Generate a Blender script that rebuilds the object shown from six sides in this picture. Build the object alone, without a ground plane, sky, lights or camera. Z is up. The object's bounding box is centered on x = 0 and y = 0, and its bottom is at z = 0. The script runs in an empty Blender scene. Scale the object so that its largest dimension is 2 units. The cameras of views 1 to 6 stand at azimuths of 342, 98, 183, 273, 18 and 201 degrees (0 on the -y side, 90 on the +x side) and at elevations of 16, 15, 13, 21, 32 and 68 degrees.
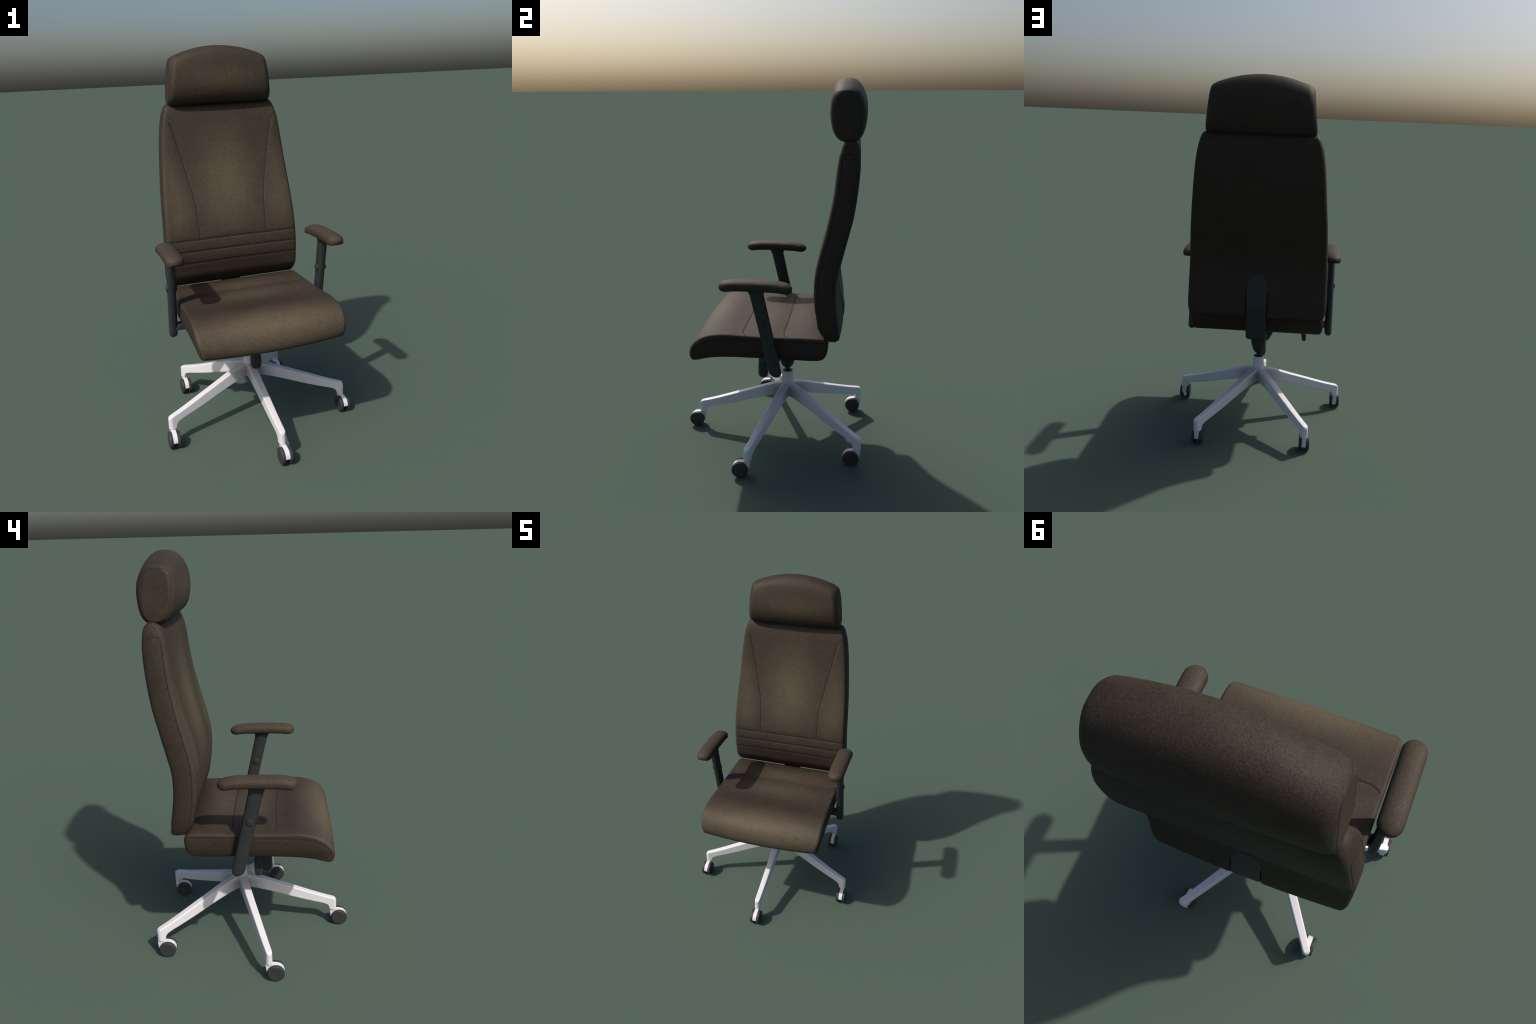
"""High-backed leather swivel office chair on a white five-star base."""
import bpy, bmesh, math
import numpy as np
from mathutils import Vector
from mathutils.bvhtree import BVHTree

# --------------------------------------------------------------------------
# small helpers
# --------------------------------------------------------------------------
def lerp_table(table):
    xs = np.array([t[0] for t in table], float)
    ys = np.array([t[1] for t in table], float)
    o = np.argsort(xs)
    xs, ys = xs[o], ys[o]
    # monotone-ish smooth interpolation (finite-difference hermite)
    m = np.gradient(ys, xs)
    def f(x):
        x = np.asarray(x, float)
        xc = np.clip(x, xs[0], xs[-1])
        i = np.clip(np.searchsorted(xs, xc, side='right') - 1, 0, len(xs) - 2)
        h = xs[i + 1] - xs[i]
        t = (xc - xs[i]) / h
        return ((2*t**3 - 3*t**2 + 1) * ys[i] + (t**3 - 2*t**2 + t) * h * m[i]
                + (-2*t**3 + 3*t**2) * ys[i + 1] + (t**3 - t**2) * h * m[i + 1])
    return f

def smoothstep(a, b, x):
    t = np.clip((np.asarray(x, float) - a) / (b - a), 0, 1)
    return t * t * (3 - 2 * t)

def catmull(points, closed=True, sub=24):
    p = np.array(points, float)
    n = len(p)
    out = []
    for i in range(n if closed else n - 1):
        if closed:
            a, b, c, d = p[(i-1) % n], p[i], p[(i+1) % n], p[(i+2) % n]
        else:
            a, b, c, d = p[max(i-1, 0)], p[i], p[i+1], p[min(i+2, n-1)]
        # centripetal parametrisation keeps tight corners free of loops
        def dt(u, v): return max(np.linalg.norm(v - u) ** 0.5, 1e-5)
        t1 = dt(a, b); t2 = t1 + dt(b, c); t3 = t2 + dt(c, d)
        for k in range(sub):
            t = t1 + (t2 - t1) * k / sub
            A1 = a*(t1-t)/t1 + b*t/t1
            A2 = b*(t2-t)/(t2-t1) + c*(t-t1)/(t2-t1)
            A3 = c*(t3-t)/(t3-t2) + d*(t-t2)/(t3-t2)
            B1 = A1*(t2-t)/t2 + A2*t/t2
            B2 = A2*(t3-t)/(t3-t1) + A3*(t-t1)/(t3-t1)
            out.append(B1*(t2-t)/(t2-t1) + B2*(t-t1)/(t2-t1))
    if not closed:
        out.append(p[-1])
    return np.array(out)

def resample(p, n, closed=True):
    q = np.vstack([p, p[:1]]) if closed else p
    L = np.concatenate([[0], np.cumsum(np.linalg.norm(np.diff(q, axis=0), axis=1))])
    s = np.linspace(0, L[-1], n, endpoint=not closed)
    return np.stack([np.interp(s, L, q[:, k]) for k in range(q.shape[1])], 1)

def new_mesh(name, verts, faces, mat, smooth=True):
    me = bpy.data.meshes.new(name)
    me.from_pydata([tuple(map(float, v)) for v in verts], [], faces)
    me.update()
    if smooth:
        me.polygons.foreach_set('use_smooth', [True] * len(me.polygons))
    if mat:
        me.materials.append(mat)
    return me

def recalc(me):
    bm = bmesh.new(); bm.from_mesh(me)
    bmesh.ops.remove_doubles(bm, verts=bm.verts, dist=1e-6)
    bmesh.ops.recalc_face_normals(bm, faces=bm.faces)
    bm.to_mesh(me); bm.free(); me.update()
    return me

def add(name, me, parent):
    ob = bpy.data.objects.new(name, me)
    bpy.context.scene.collection.objects.link(ob)
    if parent is not None:
        ob.parent = parent
        ob.matrix_parent_inverse = parent.matrix_world.inverted()
    return ob

def rings_mesh(name, rings, mat, cap=True, smooth=True):
    """skin a list of equal-length closed rings"""
    n = len(rings[0])
    verts = np.concatenate(rings)
    faces = []
    for i in range(len(rings) - 1):
        a, b = i * n, (i + 1) * n
        for j in range(n):
            k = (j + 1) % n
            faces.append((a + j, a + k, b + k, b + j))
    if cap:
        faces.append(tuple(range(n - 1, -1, -1)))
        faces.append(tuple(range((len(rings) - 1) * n, len(rings) * n)))
    return recalc(new_mesh(name, verts, faces, mat, smooth))

def bevelled(me, width, segs=3, angle=30):
    """bevel the sharp edges of a mesh and smooth it by angle"""
    bm = bmesh.new(); bm.from_mesh(me)
    edges = [e for e in bm.edges if len(e.link_faces) == 2
             and e.calc_face_angle(0) > math.radians(angle)]
    bmesh.ops.bevel(bm, geom=edges, offset=width, segments=segs, profile=0.5,
                    affect='EDGES', clamp_overlap=True)
    for f in bm.faces: f.smooth = True
    for e in bm.edges:
        e.smooth = not (len(e.link_faces) == 2 and e.calc_face_angle(0) > math.radians(50))
    bm.to_mesh(me); bm.free(); me.update()
    return me

def lathe(name, prof, mat, centre=(0, 0, 0), axis='Z', seg=64):
    """prof: list of (radius, height) from one pole or rim to the other"""
    rings = []
    for r, h in prof:
        a = np.linspace(0, 2 * np.pi, seg, endpoint=False)
        c, s, hh = r * np.cos(a), r * np.sin(a), np.full(seg, h)
        v = {'Z': (c, s, hh), 'X': (hh, c, s), 'Y': (s, hh, c)}[axis]
        rings.append(np.stack(v, 1) + np.array(centre))
    me = rings_mesh(name, rings, mat)
    bm = bmesh.new(); bm.from_mesh(me)
    for e in bm.edges:
        e.smooth = not (len(e.link_faces) == 2 and e.calc_face_angle(0) > math.radians(40))
    bm.to_mesh(me); bm.free()
    return me

def rounded_rect(w, h, r, n=6):
    """outline of a rounded rectangle centred on the origin"""
    r = min(r, w / 2 * 0.999, h / 2 * 0.999)
    pts = []
    for cx, cy, a0 in ((w/2 - r, h/2 - r, 0), (-w/2 + r, h/2 - r, 90),
                       (-w/2 + r, -h/2 + r, 180), (w/2 - r, -h/2 + r, 270)):
        for k in range(n + 1):
            a = math.radians(a0 + 90 * k / n)
            pts.append((cx + r * math.cos(a), cy + r * math.sin(a)))
    return np.array(pts)

def tube(name, path, radius, mat, seg=8):
    p = np.array(path, float)
    t = np.gradient(p, axis=0)
    t /= np.linalg.norm(t, axis=1)[:, None] + 1e-12
    rings = []
    ref = np.array([0.31, 0.22, 0.92])
    u = np.cross(t[0], ref); u /= np.linalg.norm(u)
    for i in range(len(p)):
        u = u - t[i] * (u @ t[i]); u /= np.linalg.norm(u) + 1e-12
        v = np.cross(t[i], u)
        a = np.linspace(0, 2 * np.pi, seg, endpoint=False)
        rings.append(p[i] + radius * (np.cos(a)[:, None] * u + np.sin(a)[:, None] * v))
    return rings_mesh(name, rings, mat)

# --------------------------------------------------------------------------
# materials
# --------------------------------------------------------------------------
class Nodes:
    def __init__(self, name):
        self.mat = bpy.data.materials.new(name)
        self.mat.use_nodes = True
        self.nt = self.mat.node_tree
        self.bsdf = self.nt.nodes['Principled BSDF']
    def node(self, kind, **inputs):
        n = self.nt.nodes.new(kind)
        for k, v in inputs.items():
            if k.startswith('_'):
                setattr(n, k[1:], v)
            else:
                self.plug(n, k.replace('_', ' '), v)
        return n
    def plug(self, n, key, v):
        sock = n.inputs[int(key[1:])] if key[:1] == 'i' and key[1:].isdigit() else n.inputs[key]
        if hasattr(v, 'is_output'):
            self.nt.links.new(v, sock)
        else:
            sock.default_value = v
    def math(self, op, a, b=0.0, clamp=False):
        n = self.node('ShaderNodeMath', _operation=op, i0=a, i1=b)
        n.use_clamp = clamp
        return n.outputs[0]
    def ramp(self, fac, stops, interp='LINEAR'):
        n = self.node('ShaderNodeValToRGB', Fac=fac)
        n.color_ramp.interpolation = interp
        e = n.color_ramp.elements
        while len(e) < len(stops): e.new(0.5)
        for el, (p, c) in zip(e, stops):
            el.position = p
            el.color = (*c, 1) if len(c) == 3 else c
        return n.outputs['Color']
    def mix(self, fac, a, b, mode='MIX'):
        n = self.nt.nodes.new('ShaderNodeMix')
        n.data_type = 'RGBA'; n.blend_type = mode
        for s, v in ((n.inputs[0], fac), (n.inputs[6], a), (n.inputs[7], b)):
            if hasattr(v, 'is_output'): self.nt.links.new(v, s)
            else: s.default_value = (*v, 1) if isinstance(v, tuple) and len(v) == 3 else v
        return n.outputs[2]

def ellipsoid_mask(N, coord, centre, radii):
    """1 in the middle of a soft ellipsoid, falling to 0 at its rim"""
    m = N.node('ShaderNodeVectorMath', _operation='SUBTRACT', i0=coord, i1=centre).outputs[0]
    m = N.node('ShaderNodeVectorMath', _operation='DIVIDE', i0=m, i1=radii).outputs[0]
    d = N.node('ShaderNodeVectorMath', _operation='LENGTH', i0=m).outputs['Value']
    n = N.node('ShaderNodeMapRange', Value=d)
    n.interpolation_type = 'SMOOTHSTEP'
    n.inputs['From Min'].default_value = 0.0
    n.inputs['From Max'].default_value = 1.0
    n.inputs['To Min'].default_value = 1.0
    n.inputs['To Max'].default_value = 0.0
    return n.outputs[0]

DARK = (0.027, 0.0190, 0.0138)
MID = (0.0595, 0.0460, 0.0325)
GOLD = (0.123, 0.0965, 0.062)

def leather(name, baked_tones, front=0.0, up=0.0, base=0.10):
    """brown grained leather.  `worn` lists soft highlights and shading baked into the colour
    (centre, radii, strength); `front` and `up` lighten the colour of faces turned forward or upward."""
    N = Nodes(name)
    co = N.node('ShaderNodeTexCoord').outputs['Object']
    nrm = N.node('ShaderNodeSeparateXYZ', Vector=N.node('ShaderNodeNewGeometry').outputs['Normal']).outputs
    specks = N.node('ShaderNodeTexNoise', Vector=co, Scale=190.0, Detail=3.0, Roughness=0.55).outputs['Fac']
    fine = N.node('ShaderNodeTexNoise', Vector=co, Scale=420.0, Detail=3.0, Roughness=0.6).outputs['Fac']
    mid = N.node('ShaderNodeTexNoise', Vector=co, Scale=16.0, Detail=3.0, Roughness=0.55).outputs['Fac']
    cells = N.node('ShaderNodeTexVoronoi', Vector=co, Scale=260.0).outputs['Distance']
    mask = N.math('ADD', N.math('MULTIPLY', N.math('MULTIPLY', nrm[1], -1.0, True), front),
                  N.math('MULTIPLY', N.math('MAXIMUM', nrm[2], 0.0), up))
    # painted lights and darks kept to faces turned to the front or upward
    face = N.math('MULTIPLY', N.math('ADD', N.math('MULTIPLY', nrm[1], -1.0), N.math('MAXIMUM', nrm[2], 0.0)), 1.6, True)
    for c, r, k in baked_tones:
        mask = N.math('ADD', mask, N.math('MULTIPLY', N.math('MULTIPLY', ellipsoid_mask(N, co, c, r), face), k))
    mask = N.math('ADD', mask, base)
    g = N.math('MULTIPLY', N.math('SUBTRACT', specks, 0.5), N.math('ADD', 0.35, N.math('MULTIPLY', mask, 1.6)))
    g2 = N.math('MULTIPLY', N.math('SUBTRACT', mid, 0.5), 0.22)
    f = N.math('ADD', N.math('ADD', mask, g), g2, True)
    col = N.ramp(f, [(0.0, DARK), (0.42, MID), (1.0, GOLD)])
    # warm flecks where the grain crests
    fl = N.math('MULTIPLY', N.math('SUBTRACT', specks, 0.52), 4.0, True)
    col = N.mix(N.math('MULTIPLY', fl, 0.40), col, (0.074, 0.047, 0.025))
    h = N.math('ADD', N.math('MULTIPLY', specks, 0.5),
               N.math('ADD', N.math('MULTIPLY', fine, 0.3), N.math('MULTIPLY', cells, 0.5)))
    bump = N.node('ShaderNodeBump', Height=h, Strength=0.65, Distance=0.0016).outputs[0]
    N.plug(N.bsdf, 'Base Color', col)
    N.plug(N.bsdf, 'Roughness', 0.60)
    N.plug(N.bsdf, 'Specular IOR Level', 0.18)
    N.plug(N.bsdf, 'Normal', bump)
    return N.mat

def plain(name, col, rough=0.5, spec=0.5, metallic=0.0, grain=0.0, var=0.08, scale=400.0):
    N = Nodes(name)
    co = N.node('ShaderNodeTexCoord').outputs['Object']
    nz = N.node('ShaderNodeTexNoise', Vector=co, Scale=25.0, Detail=3.0).outputs['Fac']
    lo = tuple(c * (1 - var) for c in col); hi = tuple(min(c * (1 + var), 1.0) for c in col)
    N.plug(N.bsdf, 'Base Color', N.ramp(nz, [(0.3, lo), (0.7, hi)]))
    N.plug(N.bsdf, 'Roughness', rough)
    N.plug(N.bsdf, 'Specular IOR Level', spec)
    N.plug(N.bsdf, 'Metallic', metallic)
    if grain:
        fz = N.node('ShaderNodeTexNoise', Vector=co, Scale=scale, Detail=2.0).outputs['Fac']
        N.plug(N.bsdf, 'Normal', N.node('ShaderNodeBump', Height=fz, Strength=grain, Distance=0.001).outputs[0])
    return N.mat

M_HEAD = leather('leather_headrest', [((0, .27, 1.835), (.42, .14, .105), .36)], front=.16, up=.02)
M_BACK = leather('leather_backrest', [((0, .28, 1.31), (.23, .3, .46), .40), ((0, .24, .765), (.8, .3, .17), -.36), ((0, .35, 1.69), (.7, .3, .16), -.16),  # negative strengths tint in the shadow above the seat and the dim top
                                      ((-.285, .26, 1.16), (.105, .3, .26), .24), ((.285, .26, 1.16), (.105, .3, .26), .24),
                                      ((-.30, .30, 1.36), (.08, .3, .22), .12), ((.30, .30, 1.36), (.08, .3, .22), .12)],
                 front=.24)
M_SEAT = leather('leather_seat', [((0, -.385, .69), (.72, .190, .20), .60), ((0, -.01, .735), (.44, .120, .06), .32), ((0, -.185, .735), (.7, .075, .06), -.10), ((0, .30, .735), (.6, .12, .06), -.14),  # last negative entry darkens the leather for contact shade by the backrest
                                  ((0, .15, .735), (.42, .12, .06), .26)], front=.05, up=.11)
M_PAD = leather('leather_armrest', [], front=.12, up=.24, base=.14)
M_SEAM = plain('seam_thread', (0.020, 0.021, 0.0225), 0.8, 0.2)
M_PLASTIC = plain('charcoal_plastic', (0.026, 0.0285, 0.030), 0.5, 0.35, grain=0.12)
M_BLACK = plain('black_steel', (0.012, 0.012, 0.014), 0.4, 0.5)
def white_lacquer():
    """satin white paint, colour darkened round the hub for the occlusion shade between the legs"""
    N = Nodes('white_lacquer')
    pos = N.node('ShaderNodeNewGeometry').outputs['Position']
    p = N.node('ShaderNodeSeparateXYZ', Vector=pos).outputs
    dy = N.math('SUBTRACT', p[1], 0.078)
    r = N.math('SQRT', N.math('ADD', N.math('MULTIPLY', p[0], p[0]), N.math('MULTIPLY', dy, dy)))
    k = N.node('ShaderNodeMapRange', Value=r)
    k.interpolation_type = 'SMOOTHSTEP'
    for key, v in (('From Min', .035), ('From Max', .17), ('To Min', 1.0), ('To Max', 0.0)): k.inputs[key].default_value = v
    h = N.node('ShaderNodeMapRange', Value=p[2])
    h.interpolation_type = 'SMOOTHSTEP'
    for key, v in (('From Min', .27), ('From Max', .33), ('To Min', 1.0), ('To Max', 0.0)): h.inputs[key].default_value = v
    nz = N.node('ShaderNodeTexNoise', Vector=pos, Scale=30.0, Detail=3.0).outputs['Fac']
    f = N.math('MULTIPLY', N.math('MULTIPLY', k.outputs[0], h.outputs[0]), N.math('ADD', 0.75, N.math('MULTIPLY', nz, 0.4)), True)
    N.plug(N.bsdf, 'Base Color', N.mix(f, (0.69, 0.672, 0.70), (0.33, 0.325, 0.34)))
    N.plug(N.bsdf, 'Roughness', 0.42)
    N.plug(N.bsdf, 'Specular IOR Level', 0.6)
    return N.mat
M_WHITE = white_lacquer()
M_WHEEL = plain('wheel_rubber', (0.034, 0.035, 0.037), 0.55, 0.4, grain=0.05)
M_GREY = plain('grey_bushing', (0.05, 0.05, 0.055), 0.5, 0.4)

# --------------------------------------------------------------------------
# upholstered cushions: a side profile lofted across the width
# --------------------------------------------------------------------------
def cushion(name, mat, parent, profile, half_width, edge, spine, n_prof, n_body,
            n_panel, shape, seams, puff=0.004):
    """profile: closed (y, z) outline.  half_width(y, z): where the side panel
    stands.  edge: radius of the roll between front and side.  spine(y, z): the
    point of the medial line the side panel shrinks towards.  edge is (reach
    along x, inset along y, inset along z).  shape(v): smooth
    deformation of the finished vertices.  seams: (axis, sign, path, width,
    depth, cord radius) - grooves sewn along paths seen along an axis."""
    P = resample(catmull(profile), n_prof)
    t = np.roll(P, -1, 0) - np.roll(P, 1, 0)
    t /= np.linalg.norm(t, axis=1)[:, None]
    area = np.sum(P[:, 0] * np.roll(P[:, 1], -1) - np.roll(P[:, 0], -1) * P[:, 1])
    nrm = np.stack([t[:, 1], -t[:, 0]], 1) * (1 if area > 0 else -1)   # outward
    H = half_width(P[:, 0], P[:, 1])
    ex, inset = edge[0], np.array(edge[1:])
    cols = []      # from the centre to the +x side: (x array, yz array)
    for s in np.linspace(0, 1, n_body):
        cols.append((s * (H - ex), P))
    for a in np.linspace(0, math.pi / 2, 14)[1:]:
        Q = P - nrm * inset * (1 - math.cos(a))
        cols.append((half_width(Q[:, 0], Q[:, 1]) - ex + ex * math.sin(a), Q))
    E0 = P - nrm * inset
    T = spine(E0[:, 0], E0[:, 1])
    for q in np.linspace(0, 1, n_panel + 1)[1:]:
        Q = E0 * (1 - q) + T * q
        cols.append((half_width(Q[:, 0], Q[:, 1]) + puff * (1 - (1 - q) ** 2), Q))
    rings = []
    for x, yz in cols[::-1][:-1]:
        rings.append(np.column_stack([-x, yz]))
    for x, yz in cols:
        rings.append(np.column_stack([x, yz]))
    v = np.concatenate(rings)
    v = shape(v)
    n = n_prof
    faces = [(i*n + j, i*n + (j+1) % n, (i+1)*n + (j+1) % n, (i+1)*n + j)
             for i in range(len(rings) - 1) for j in range(n)]
    me = new_mesh(name, v, faces, mat)
    bm = bmesh.new(); bm.from_mesh(me)
    bmesh.ops.dissolve_degenerate(bm, edges=bm.edges, dist=1e-7)
    bmesh.ops.recalc_face_normals(bm, faces=bm.faces)
    bm.to_mesh(me); bm.free(); me.update()
    # grooves
    nv = len(me.vertices)
    co = np.empty(nv * 3); me.vertices.foreach_get('co', co); co = co.reshape(-1, 3)
    no = np.empty(nv * 3); me.vertex_normals.foreach_get('vector', no); no = no.reshape(-1, 3)
    bvh = BVHTree.FromPolygons([Vector(c) for c in co], [tuple(p.vertices) for p in me.polygons])
    dip = np.zeros(nv)
    cords = []
    for axis, sign, path, width, depth, cord in seams:
        path = np.array(path, float)
        keep = [k for k in range(3) if k != axis]
        facing = no[:, axis] * sign > 0.25
        d = np.full(nv, 9.0)
        idx = np.where(facing)[0]
        lo = path.min(0) - 5 * width; hi = path.max(0) + 5 * width
        q = co[idx][:, keep]
        ok = np.all((q > lo) & (q < hi), axis=1)
        idx = idx[ok]; q = q[ok]
        best = np.full(len(idx), 9.0)
        for a, b in zip(path[:-1], path[1:]):
            ab = b - a
            tt = np.clip(((q - a) @ ab) / (ab @ ab + 1e-12), 0, 1)
            best = np.minimum(best, np.linalg.norm(q - a - tt[:, None] * ab, axis=1))
        dip[idx] = np.maximum(dip[idx], depth * np.exp(-(best / width) ** 2)
                              * smoothstep(0.25, 0.5, no[idx, axis] * sign))
        # cord
        line = []
        for p2 in resample(path, max(8, int(np.sum(np.linalg.norm(np.diff(path, axis=0), axis=1)) / 0.006)), False):
            o = np.zeros(3); o[keep] = p2; o[axis] = sign * 3.0
            dr = np.zeros(3); dr[axis] = -sign
            hit = bvh.ray_cast(Vector(o), Vector(dr))
            if hit[0] is not None:
                nn = np.array(hit[1])
                f = float(smoothstep(0.25, 0.5, nn[axis] * sign))
                line.append(np.array(hit[0]) - nn * (depth * f + cord * 0.12))
        if cord > 0 and len(line) > 4:
            cords.append((np.array(line), cord))
    co = co - no * dip[:, None]
    me.vertices.foreach_set('co', co.ravel()); me.update()
    ob = add(name, me, parent)
    for line, cord in cords:
        for k in range(2):
            line[1:-1] = (line[:-2] + 2 * line[1:-1] + line[2:]) / 4
        add('seam', tube('seam', line, cord, M_SEAM), ob)
    return ob

# --------------------------------------------------------------------------
# the chair
# --------------------------------------------------------------------------
HUB_Y = 0.078
chair = bpy.data.objects.new('office_chair', None)
bpy.context.scene.collection.objects.link(chair)
chair['label'] = 'tall brown leather office chair with headrest and white base'
chair['category'] = 'office chair'

# ---- backrest -------------------------------------------------------------
front = lerp_table([(.735, .292), (.76, .278), (.80, .266), (.835, .260), (.88, .252), (.92, .2475),
                    (.975, .2445), (1.03, .2455), (1.10, .2545), (1.175, .271), (1.25, .290),
                    (1.34, .310), (1.42, .3255), (1.48, .334), (1.55, .341), (1.61, .347), (1.65, .353)])
rear = lerp_table([(.745, .3775), (.79, .373), (.825, .368), (.866, .362), (.906, .357), (.973, .354), (1.037, .357),
                   (1.105, .371), (1.184, .390), (1.256, .407), (1.33, .425), (1.39, .435),
                   (1.46, .444), (1.54, .451), (1.60, .4535), (1.64, .452)])
zs = np.arange(1.64, .74, -.045)
back_profile = [(float(front(z)), z) for z in zs]
back_profile += [(.308, .732), (.323, .7255), (.342, .7225), (.357, .7225), (.3675, .7255), (.3745, .733)]
back_profile += [(float(rear(z)), z) for z in zs[::-1]]
back_profile += [(.449, 1.668), (.441, 1.693), (.428, 1.707), (.412, 1.7125), (.394, 1.7095),
                 (.377, 1.698), (.3645, 1.680)]
back_hw_f = lerp_table([(.70, .352), (.725, .366), (.76, .375), (.80, .3775), (.87, .377), (1.045, .3705), (1.22, .3615),
                        (1.38, .348), (1.54, .333), (1.60, .325), (1.65, .315), (1.68, .3065), (1.70, .299), (1.715, .293)])
def back_hw(y, z): return back_hw_f(z)
def back_spine(y, z):
    zc = np.clip(z, .76, 1.66)
    return np.column_stack([(front(np.clip(zc, .76, 1.64)) + rear(np.clip(zc, .76, 1.63))) / 2, zc])
def back_shape(v):
    v = v.copy()
    x, y, z = v[:, 0].copy(), v[:, 1].copy(), v[:, 2].copy()
    mid = (front(np.clip(z, .74, 1.65)) + rear(np.clip(z, .75, 1.63))) / 2
    hw = back_hw_f(z)
    rearness = smoothstep(0.01, 0.04, y - mid)
    frontness = smoothstep(0.0, 0.04, mid - y)
    # rear shell bows out towards the bottom, with a channel for the bracket
    bow = .012 * (1 - smoothstep(.85, .975, z)) * np.clip(1 - (x / .37) ** 2, 0, 1)
    v[:, 1] += bow * rearness
    chan = (1 - smoothstep(.0565, .061, np.abs(x))) * (1 - smoothstep(.80, .90, z))
    v[:, 1] -= .016 * chan * rearness
    # padded front: centre panel and bolsters swell gently between the stitched lines
    sx = np.interp(z, [1.0, 1.14, 1.25, 1.40, 1.55, 1.63], [.190, .190, .203, .236, .267, .29])
    u = np.abs(x) / sx
    swell = np.where(u < 1, np.clip(1 - u ** 2, 0, 1) * .004,
                     np.clip(1 - ((np.abs(x) - (sx + hw - .02) / 2) / ((hw - .02 - sx) / 2 + 1e-3)) ** 2, 0, 1) * .003)
    v[:, 1] -= swell * frontness * smoothstep(.985, 1.03, z) * (1 - smoothstep(1.55, 1.66, z))
    # horizontal lumbar ribs
    for z0, z1 in ((.929, .993), (.862, .929)):
        c = np.clip(1 - ((z - (z0 + z1) / 2) / ((z1 - z0) / 2)) ** 2, 0, 1)
        v[:, 1] -= .0016 * c * frontness * np.clip(1 - (x / .36) ** 8, 0, 1)
    return v

curve = [(.352, 1.600), (.325, 1.636), (.309, 1.635), (.287, 1.619), (.271, 1.575), (.251, 1.478), (.223, 1.345), (.203, 1.247),
         (.1925, 1.160), (.190, 1.080), (.191, .993)]
curve = curve[1:]
right_curve = resample(catmull(curve, False, 10), 60, False)
left_curve = right_curve * np.array([-1, 1])
def horizontal(z): return [(-.364, z - .001), (0, z + .001), (.364, z - .001)]
# loop sewn round each side panel
side = [(float(front(z)) + .0205, z) for z in np.arange(.76, 1.60, .06)]
side += [(.3665, 1.632), (.380, 1.6465), (.400, 1.650), (.421, 1.6465), (.436, 1.632)]
side += [(float(rear(z)) - .0145, z) for z in np.arange(1.58, .75, -.06)]
side = [(.318, .735)] + side + [(.361, .735)]
side_loop = resample(catmull(side, False, 10), 200, False)

back_seams = [(1, -1, right_curve, .0030, .0014, .0018), (1, -1, left_curve, .0030, .0014, .0018)]
for z in (.993, .929, .862):
    back_seams.append((1, -1, horizontal(z), .0048, .0026, .0025))
for s in (1, -1):
    back_seams.append((0, s, side_loop, .0028, .0014, .0021))
backrest = cushion('backrest', M_BACK, chair, back_profile, back_hw, (.020, .021, .014), back_spine,
                   880, 124, 14, back_shape, back_seams, puff=.003)

# ---- headrest -------------------------------------------------------------
head_profile = [(.2945, 1.900), (.2925, 1.860), (.295, 1.820), (.3005, 1.785), (.3105, 1.752), (.326, 1.726), (.348, 1.7085),
                (.375, 1.701), (.405, 1.700), (.430, 1.7035), (.450, 1.715), (.464, 1.735), (.473, 1.765),
                (.479, 1.805), (.4805, 1.850), (.477, 1.890), (.467, 1.925), (.452, 1.958), (.432, 1.983),
                (.406, 1.997), (.378, 2.000), (.350, 1.996), (.326, 1.983), (.310, 1.962), (.3005, 1.934)]
head_hw_f = lerp_table([(1.695, .2785), (1.712, .281), (1.735, .2815), (1.79, .2765), (1.85, .2710), (1.91, .2665), (1.95, .2635), (2.0, .259)])
def head_hw(y, z): return head_hw_f(z)
def head_spine(y, z):
    zc = np.clip(z, 1.765, 1.905)
    return np.column_stack([.389 + 0 * zc - .006 * (zc - 1.83) / .1, zc])
def head_shape(v):
    v = v.copy()
    x, y, z = v[:, 0].copy(), v[:, 1].copy(), v[:, 2].copy()
    up = np.clip((z - 1.72) / .28, 0, 1)
    v[:, 2] -= .061 * (np.abs(x) / .27) ** 2 * up ** 1.5
    # ends taper a little thinner than the middle
    k = 1 - .125 * (np.abs(x) / .28) ** 2
    v[:, 1] = .388 + (y - .388) * k
    return v
hl = [(.354, 1.718), (.341, 1.740), (.330, 1.765), (.3195, 1.810), (.314, 1.858), (.3145, 1.895), (.321, 1.917), (.334, 1.928), (.355, 1.932),
      (.380, 1.933), (.405, 1.931), (.422, 1.920), (.4335, 1.895), (.4435, 1.850), (.4475, 1.800), (.4475, 1.760), (.441, 1.735), (.430, 1.718)]
head_loop = resample(catmull(hl, False, 12), 120, False)
headrest = cushion('headrest', M_HEAD, chair, head_profile, head_hw, (.034, .030, .015), head_spine,
                   320, 100, 22, head_shape, [(0, s, head_loop, .0026, .0013, .0017) for s in (1, -1)], puff=.0005)

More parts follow.
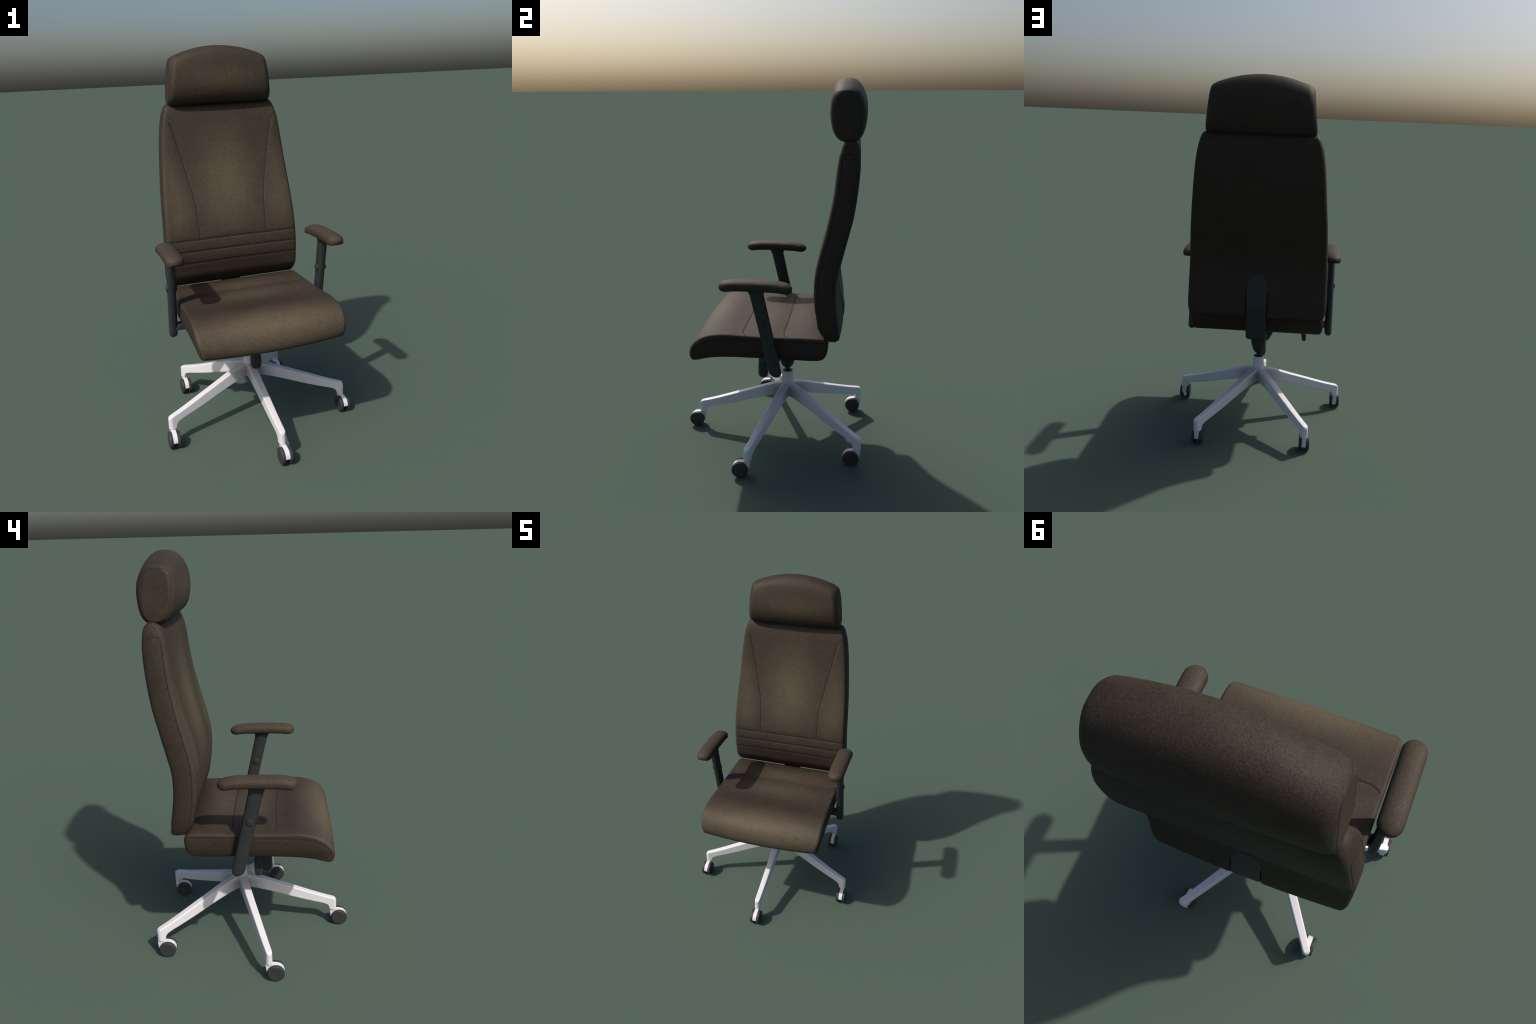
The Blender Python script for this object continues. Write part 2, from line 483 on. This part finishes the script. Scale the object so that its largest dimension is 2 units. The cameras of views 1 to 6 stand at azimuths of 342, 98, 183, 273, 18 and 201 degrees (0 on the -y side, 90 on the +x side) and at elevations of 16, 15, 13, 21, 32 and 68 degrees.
# ---- seat -----------------------------------------------------------------
seat_profile = [(.250, .608), (.285, .613), (.304, .627), (.315, .652), (.3205, .685), (.318, .709),
                (.308, .7255), (.288, .7325), (.25, .735), (.18, .735), (.10, .733), (.02, .733), (-.06, .7335), (-.13, .735),
                (-.19, .737), (-.24, .7355), (-.285, .729), (-.325, .7155), (-.358, .6945), (-.382, .668), (-.396, .638),
                (-.4005, .612), (-.396, .592), (-.385, .581), (-.370, .579), (-.345, .5845), (-.305, .595), (-.25, .603),
                (-.17, .607), (-.05, .608), (.10, .608)]
def seat_hw(y, z):
    f = lerp_table([(-.41, .364), (-.395, .3705), (-.36, .376), (-.30, .377), (-.15, .374), (.10, .3705), (.25, .369), (.33, .367)])
    low = 1 - .020 * (1 - smoothstep(.60, .66, z))
    return f(y) * low
def seat_spine(y, z):
    yc = np.clip(y, -.355, .275)
    zc = np.where(yc < -.2, .668 - (np.clip(-.2 - yc, 0, 1) / .155) ** 1.7 * .045, .668)
    return np.column_stack([yc, zc])
def seat_shape(v):
    v = v.copy()
    x, y, z = v[:, 0].copy(), v[:, 1].copy(), v[:, 2].copy()
    fr = 1 - smoothstep(-.40, -.20, y)
    bowl = np.clip(1 - (x / .36) ** 2, 0, 1)
    v[:, 1] -= .007 * bowl * fr
    v[:, 2] -= .016 * bowl * (1 - smoothstep(.60, .69, z)) * (1 - smoothstep(-.36, -.24, y))
    # three stitched cushions on top, each slightly crowned
    top = smoothstep(.70, .73, z)
    for y0, y1, h in ((-.120, .093, .003), (.093, .300, .003)):
        c = np.clip(1 - ((y - (y0 + y1) / 2) / ((y1 - y0) / 2)) ** 2, 0, 1)
        v[:, 2] += h * c * top * np.clip(1 - (x / .36) ** 6, 0, 1)
    return v
def cross(y, dy):
    h = [(-.353, y + dy), (-.340, y + dy * .5), (-.318, y + dy * .08), (-.29, y), (0, y + .003), (.29, y), (.318, y + dy * .08), (.340, y + dy * .5), (.353, y + dy)]
    return resample(catmull(h, False, 10), 90, False)
sl = [(.311, .625), (.314, .66), (.3155, .690), (.310, .7085), (.295, .7125), (.20, .713), (.10, .7125), (0, .711), (-.10, .7105), (-.17, .7095), (-.23, .7055), (-.29, .6945), (-.335, .677),
      (-.365, .656), (-.380, .634), (-.3835, .612), (-.380, .594)]
seat_loop = resample(catmull(sl, False, 12), 160, False)
seat_seams = [(2, 1, cross(-.120, .022), .0036, .0018, .0027), (2, 1, cross(.093, .022), .0036, .0018, .0027)]
seat_seams += [(0, s, seat_loop, .0034, .0016, .0021) for s in (1, -1)]
seat = cushion('seat', M_SEAT, chair, seat_profile, seat_hw, (.0165, .0165, .0165), seat_spine,
               800, 124, 16, seat_shape, seat_seams, puff=.002)

# ---- armrests -------------------------------------------------------------
def pad_mesh(xc):
    rings = []
    y0, y1 = -.221, .143
    ys = np.concatenate([y0 + .045 * (1 - np.cos(np.linspace(.02, math.pi / 2, 16))),
                         np.linspace(y0 + .05, y1 - .05, 26),
                         y1 - .045 * (1 - np.cos(np.linspace(math.pi / 2, .02, 16)))])
    for y in ys:
        d = min(y - y0, y1 - y)
        fw = (1 - np.clip(1 - d / .048, 0, 1) ** 2.1) ** (1 / 2.1)
        fh = (1 - np.clip(1 - d / .044, 0, 1) ** 2.2) ** (1 / 2.2)
        droop = -.0055 * (abs(y + .04) / .17) ** 2 - .007 * smoothstep(.05, .145, y) - .004 * (1 - smoothstep(-.221, -.13, y))
        # section: flat underside, leaning flanks up to a soft ridge, low dome on top
        half = [(0, -.024), (.028, -.024), (.038, -.0228), (.0446, -.0180), (.0464, -.0095), (.0458, -.0005), (.0430, .0088),
                (.0360, .0168), (.025, .0228), (.012, .0258), (0, .0266)]
        sec = np.array(half + [(-a, b) for a, b in half[::-1][1:-1]])
        sec = resample(catmull(sec, True, 6), 56)
        thin = 1 - .10 * smoothstep(.02, .14, y)
        rings.append(np.column_stack([xc + sec[:, 0] * fw, np.full(len(sec), y),
                                      1.0205 + droop + sec[:, 1] * fh * thin]))
    return rings_mesh('armrest_pad', rings, M_PAD)

def post_mesh(xc):
    """upright bar, leaning forward, rounded below and flared into the pad"""
    rings = []
    zs = np.concatenate([.535 + .031 * (1 - np.cos(np.linspace(.06, math.pi / 2, 14))),
                         np.linspace(.58, .955, 30), np.linspace(.960, 1.004, 16)])
    for z in zs:
        h = z - .535
        base = .0315 + .0035 * (z - .57) / .4
        w = base * math.sqrt(max(1 - max(1 - h / .031, 0) ** 2, 0))
        w += .020 * max(0, (z - .962) / .042) ** 2.2
        tx = .0215 * (1 - max(1 - h / .024, 0) ** 2.2) ** (1 / 2.2)
        yc = .007 - .227 * (z - .796)
        a = np.linspace(0, 2 * np.pi, 48, endpoint=False)
        c, s = np.cos(a), np.sin(a)
        e = 2 / 2.9
        rings.append(np.column_stack([xc + tx * np.sign(c) * np.abs(c) ** e,
                                      yc + w * np.sign(s) * np.abs(s) ** (2 / 2.3), np.full(48, z)]))
    return rings_mesh('armrest', rings, M_PLASTIC)

for s in (-1, 1):
    post = add('armrest', post_mesh(s * .4085), chair)
    add('armrest_pad', pad_mesh(s * .412), post)
    for k in (-1, 1):
        xo = s * .4085 + k * .0215
        bolt = lathe('bolt', [(.0, k * .0055), (.0145, k * .0055), (.0166, k * .0046), (.0174, k * .0025), (.0174, -k * .008)],
                     M_PLASTIC, (xo, -.002, .826), 'X', 40)
        add('bolt', bolt, post)
    # flat arm that carries the post out from under the seat
    sec = rounded_rect(.050, .034, .006)
    rings = [np.column_stack([np.full(len(sec), x), .048 + sec[:, 0], .598 + sec[:, 1]])
             for x in np.linspace(s * .06, s * .402, 12)]
    add('arm_support', rings_mesh('arm_support', rings, M_PLASTIC), chair)

# ---- mechanism under the seat ---------------------------------------------
def box_loft(name, stations, mat, parent, r=.012):
    rings = []
    for z, x0, x1, y0, y1 in stations:
        sec = rounded_rect(x1 - x0, y1 - y0, r, 6)
        rings.append(np.column_stack([sec[:, 0] + (x0 + x1) / 2, sec[:, 1] + (y0 + y1) / 2, np.full(len(sec), z)]))
    return add(name, bevelled(rings_mesh(name, rings, mat), .003, 2, 40), parent)

mech = box_loft('tilt_mechanism', [(.606, -.098, .098, -.130, .020), (.575, -.095, .095, -.128, .02), (.50, -.074, .074, -.100, .010),
                                   (.455, -.052, .048, -.080, -.010), (.448, -.048, .044, -.077, -.014)], M_PLASTIC, chair, .016)
box_loft('mechanism_box', [(.604, -.048, .048, .005, .200), (.50, -.041, .041, .005, .16), (.458, -.040, .040, .030, .118)], M_PLASTIC, mech, .012)
cup = lathe('lift_socket', [(.0, .409), (.016, .4095), (.024, .412), (.030, .418), (.0355, .429), (.0395, .442), (.0415, .455), (.0415, .53)],
            M_PLASTIC, (0, HUB_Y - .002, 0))
add('lift_socket', cup, mech)
knob = lathe('tension_knob', [(.0, .3335), (.012, .334), (.020, .3365), (.0255, .342), (.0285, .351), (.0297, .365), (.0292, .39),
                              (.0275, .43), (.0265, .50)], M_PLASTIC, (-.003, -.064, 0))
add('tension_knob', knob, mech)
# paddle lever hanging at the sitter's right, on a rod from the mechanism
rings = []
for z, xc, yc, w, t in ((.585, -.262, -.031, .030, .018), (.56, -.262, -.031, .038, .022), (.53, -.263, -.030, .042, .026), (.50, -.265, -.029, .042, .028),
                        (.48, -.266, -.029, .040, .028), (.466, -.267, -.029, .034, .024), (.459, -.2675, -.029, .025, .017), (.4565, -.268, -.029, .012, .008)):
    sec = rounded_rect(t, w, min(t, w) * .42, 5)
    rings.append(np.column_stack([sec[:, 0] + xc, sec[:, 1] + yc, np.full(len(sec), z)]))
lever = add('height_lever', rings_mesh('height_lever', rings, M_PLASTIC), mech)
a = np.linspace(0, 2 * np.pi, 20, endpoint=False)
add('lever_rod', rings_mesh('lever_rod', [np.column_stack([np.full(20, x), -.031 + .007 * np.cos(a), .578 + .007 * np.sin(a)])
                                          for x in (-.265, -.08)], M_BLACK), mech)

# bracket that runs up behind the backrest
plate_y = lerp_table([(.60, .360), (.63, .366), (.67, .374), (.72, .3825), (.745, .3865), (.765, .3925), (.79, .3935), (.825, .3865), (.868, .3775), (.90, .3700), (.935, .3620), (.968, .3560)])
rings = []
for z in np.concatenate([np.linspace(.600, .88, 44), .88 + .085 * np.sin(np.linspace(.05, math.pi / 2 * .985, 22))]):
    w = .0555 if z <= .88 else .0555 * math.sqrt(max(1 - ((z - .88) / .0853) ** 2.2, 0.002))
    yr = float(plate_y(z))
    sec = rounded_rect(2 * w, .030, min(.006, w * .6), 5)
    bowl = .002 * (1 - (sec[:, 0] / .056) ** 2)
    rings.append(np.column_stack([sec[:, 0], yr - .015 + sec[:, 1] + bowl - .002, np.full(len(sec), z)]))
plate = add('back_bracket', bevelled(rings_mesh('back_bracket', rings, M_PLASTIC), .002, 2, 60), chair)
sec = rounded_rect(.100, .024, .006)
rings = [np.column_stack([sec[:, 0], np.full(len(sec), y), .6135 - .0135 + sec[:, 1] - .003 + 0.004]) for y in np.linspace(.12, .352, 10)]
add('bracket_arm', rings_mesh('bracket_arm', rings, M_PLASTIC), plate)
# ---- five-star base --------------------------------------------------------
leg_top = lerp_table([(0, .314), (.05, .308), (.1, .295), (.2, .2605), (.3, .2265), (.4, .192), (.47, .170), (.505, .160), (.516, .1555), (.5225, .146)])
leg_low = lerp_table([(0, .238), (.06, .234), (.12, .221), (.2, .199), (.3, .1685), (.4, .1415), (.456, .127), (.475, .1185), (.4835, .108)])
def leg_width(r):
    w = np.interp(r, [0, .06, .2, .48, .505], [.046, .046, .042, .0365, .036])
    return w
def leg_rings():
    rings = []
    st = list(np.linspace(0.0, .470, 48)) + [.476, .481, .4855, .4885, .493, .498, .505, .509, .513, .5165, .5195, .5215, .5227]
    for r in st:
        w = leg_width(r)
        if r > .505:
            w *= math.sqrt(max(1 - ((r - .505) / .0185) ** 2, .01))
        lo = float(leg_low(r)) if r < .4845 else (.097 if r < .487 else .0865)
        hi = float(leg_top(r))
        sec = rounded_rect(w, hi - lo, .0050, 5)
        taper = 1 - .10 * np.clip(sec[:, 1] / (hi - lo) + .5, 0, 1)
        rings.append(np.column_stack([np.full(len(sec), r), sec[:, 0] * taper, sec[:, 1] + (hi + lo) / 2]))
    return rings
bm = bmesh.new()
base_me = rings_mesh('leg_blank', leg_rings(), None)
ANG = [0, 72, 144, 216, 288]
for ang in ANG:
    tmp = base_me.copy()
    th = math.radians(ang) - math.pi / 2
    c, s = math.cos(th), math.sin(th)
    for v in tmp.vertices:
        x, y, z = v.co
        v.co = (c * x - s * y, HUB_Y + s * x + c * y, z)
    bm.from_mesh(tmp)
    bpy.data.meshes.remove(tmp)
hub_me = lathe('hub_blank', [(.0, .236), (.034, .236), (.040, .245), (.0395, .27), (.036, .295), (.0335, .312), (.0325, .33),
                             (.0315, .384), (.029, .3875), (.0, .3875)], None, (0, HUB_Y, 0))
bm.from_mesh(hub_me)
union_me = bpy.data.meshes.new('base_union')
bm.to_mesh(union_me); bm.free()
bpy.data.meshes.remove(base_me); bpy.data.meshes.remove(hub_me)
tmp = bpy.data.objects.new('base_union', union_me)
bpy.context.scene.collection.objects.link(tmp)
m = tmp.modifiers.new('weld', 'REMESH'); m.mode = 'VOXEL'; m.voxel_size = .0019; m.use_smooth_shade = True
m = tmp.modifiers.new('soften', 'SMOOTH'); m.factor = .5; m.iterations = 8
dg = bpy.context.evaluated_depsgraph_get()
full = bpy.data.meshes.new_from_object(tmp.evaluated_get(dg))
bpy.data.objects.remove(tmp); bpy.data.meshes.remove(union_me)
nv = len(full.vertices)
co = np.empty(nv * 3); full.vertices.foreach_get('co', co); co = co.reshape(-1, 3)
no = np.empty(nv * 3); full.vertex_normals.foreach_get('vector', no); no = no.reshape(-1, 3)
polys = [tuple(p.vertices) for p in full.polygons]
def region(c):
    dx, dy = c[0], c[1] - HUB_Y
    if math.hypot(dx, dy) < .062: return -1
    return int(round(((math.degrees(math.atan2(dx, -dy))) % 360) / 72)) % 5
groups = {}
for p in polys:
    groups.setdefault(region(co[list(p)].mean(0)), []).append(p)
def sub_mesh(name, ps):
    used = sorted({i for p in ps for i in p})
    mp = {o: k for k, o in enumerate(used)}
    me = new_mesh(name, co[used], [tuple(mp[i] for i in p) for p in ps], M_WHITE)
    me.normals_split_custom_set_from_vertices([tuple(map(float, no[i])) for i in used])
    return me
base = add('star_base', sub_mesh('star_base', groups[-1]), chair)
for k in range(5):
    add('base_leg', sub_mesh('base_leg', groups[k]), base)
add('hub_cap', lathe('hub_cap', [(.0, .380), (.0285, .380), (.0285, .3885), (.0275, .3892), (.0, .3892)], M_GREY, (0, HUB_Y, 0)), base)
lift = lathe('gas_lift', [(.0, .36), (.0135, .36), (.0135, .45), (.0, .45)], M_BLACK, (0, HUB_Y, 0), seg=40)
add('gas_lift', lift, chair)

# ---- casters ---------------------------------------------------------------
WR, WZ, TRAIL = .0430, .0430, .035
wheel_prof = [(.0, -.0090), (.034, -.0089), (.0390, -.0086), (.0410, -.0078), (.0422, -.0064), (.0428, -.0045), (WR, -.002),
              (.0430, .0050), (.0426, .0070), (.0412, .0081), (.038, .0084), (.0, .0084)]
wheel_me = {s: lathe('caster_wheel', [(r, s * -h) for r, h in wheel_prof], M_WHEEL, (s * .0205, 0, 0), 'X', 56) for s in (1, -1)}
# hood between the wheels: an arched strip that runs back to the stem
R1, R2 = .0425, .0395
outer = [(-R1 * math.cos(math.radians(t)), R1 * math.sin(math.radians(t))) for t in np.linspace(0, 78, 22)]
outer += [(.004, .0434), (.020, .0442), (.0505, .0442), (.0500, .030), (.0465, .002)]
inner = [(.0415, .002)] + [(-R2 * math.cos(math.radians(t)), R2 * math.sin(math.radians(t))) for t in np.linspace(172, 3, 40)]
loop = outer + inner
n = len(loop)
hv = [(-.0112, y, z) for y, z in loop] + [(.0112, y, z) for y, z in loop]
hf = [(i, (i + 1) % n, n + (i + 1) % n, n + i) for i in range(n)] + [tuple(range(n)), tuple(range(2 * n - 1, n - 1, -1))]
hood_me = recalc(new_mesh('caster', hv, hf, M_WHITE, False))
bmesh_tmp = bmesh.new(); bmesh_tmp.from_mesh(hood_me)
bmesh.ops.triangulate(bmesh_tmp, faces=[f for f in bmesh_tmp.faces if len(f.verts) > 4])
for f in bmesh_tmp.faces: f.smooth = True
for e in bmesh_tmp.edges:
    e.smooth = not (len(e.link_faces) == 2 and e.calc_face_angle(0) > math.radians(35))
bmesh_tmp.to_mesh(hood_me); bmesh_tmp.free()
stem_me = lathe('caster_stem', [(.0, .080), (.0112, .080), (.0112, .094), (.0, .094)], M_GREY, (0, 0, 0), seg=32)
axle_me = lathe('caster_axle', [(.0, -.022), (.006, -.022), (.006, .022), (.0, .022)], M_WHEEL, (0, 0, 0), 'X', 20)
for ang in ANG:
    th = math.radians(ang)
    sx, sy = .505 * math.sin(th), HUB_Y - .505 * math.cos(th)
    c = bpy.data.objects.new('caster', hood_me)
    bpy.context.scene.collection.objects.link(c)
    c.location = (sx, sy - TRAIL, WZ); c.parent = chair
    for me, nm, loc in ((wheel_me[1], 'caster_wheel', (0, 0, 0)), (wheel_me[-1], 'caster_wheel', (0, 0, 0)),
                        (stem_me, 'caster_stem', (0, TRAIL, -WZ)), (axle_me, 'caster_axle', (0, 0, 0))):
        o = bpy.data.objects.new(nm, me)
        bpy.context.scene.collection.objects.link(o)
        o.parent = c; o.location = loc
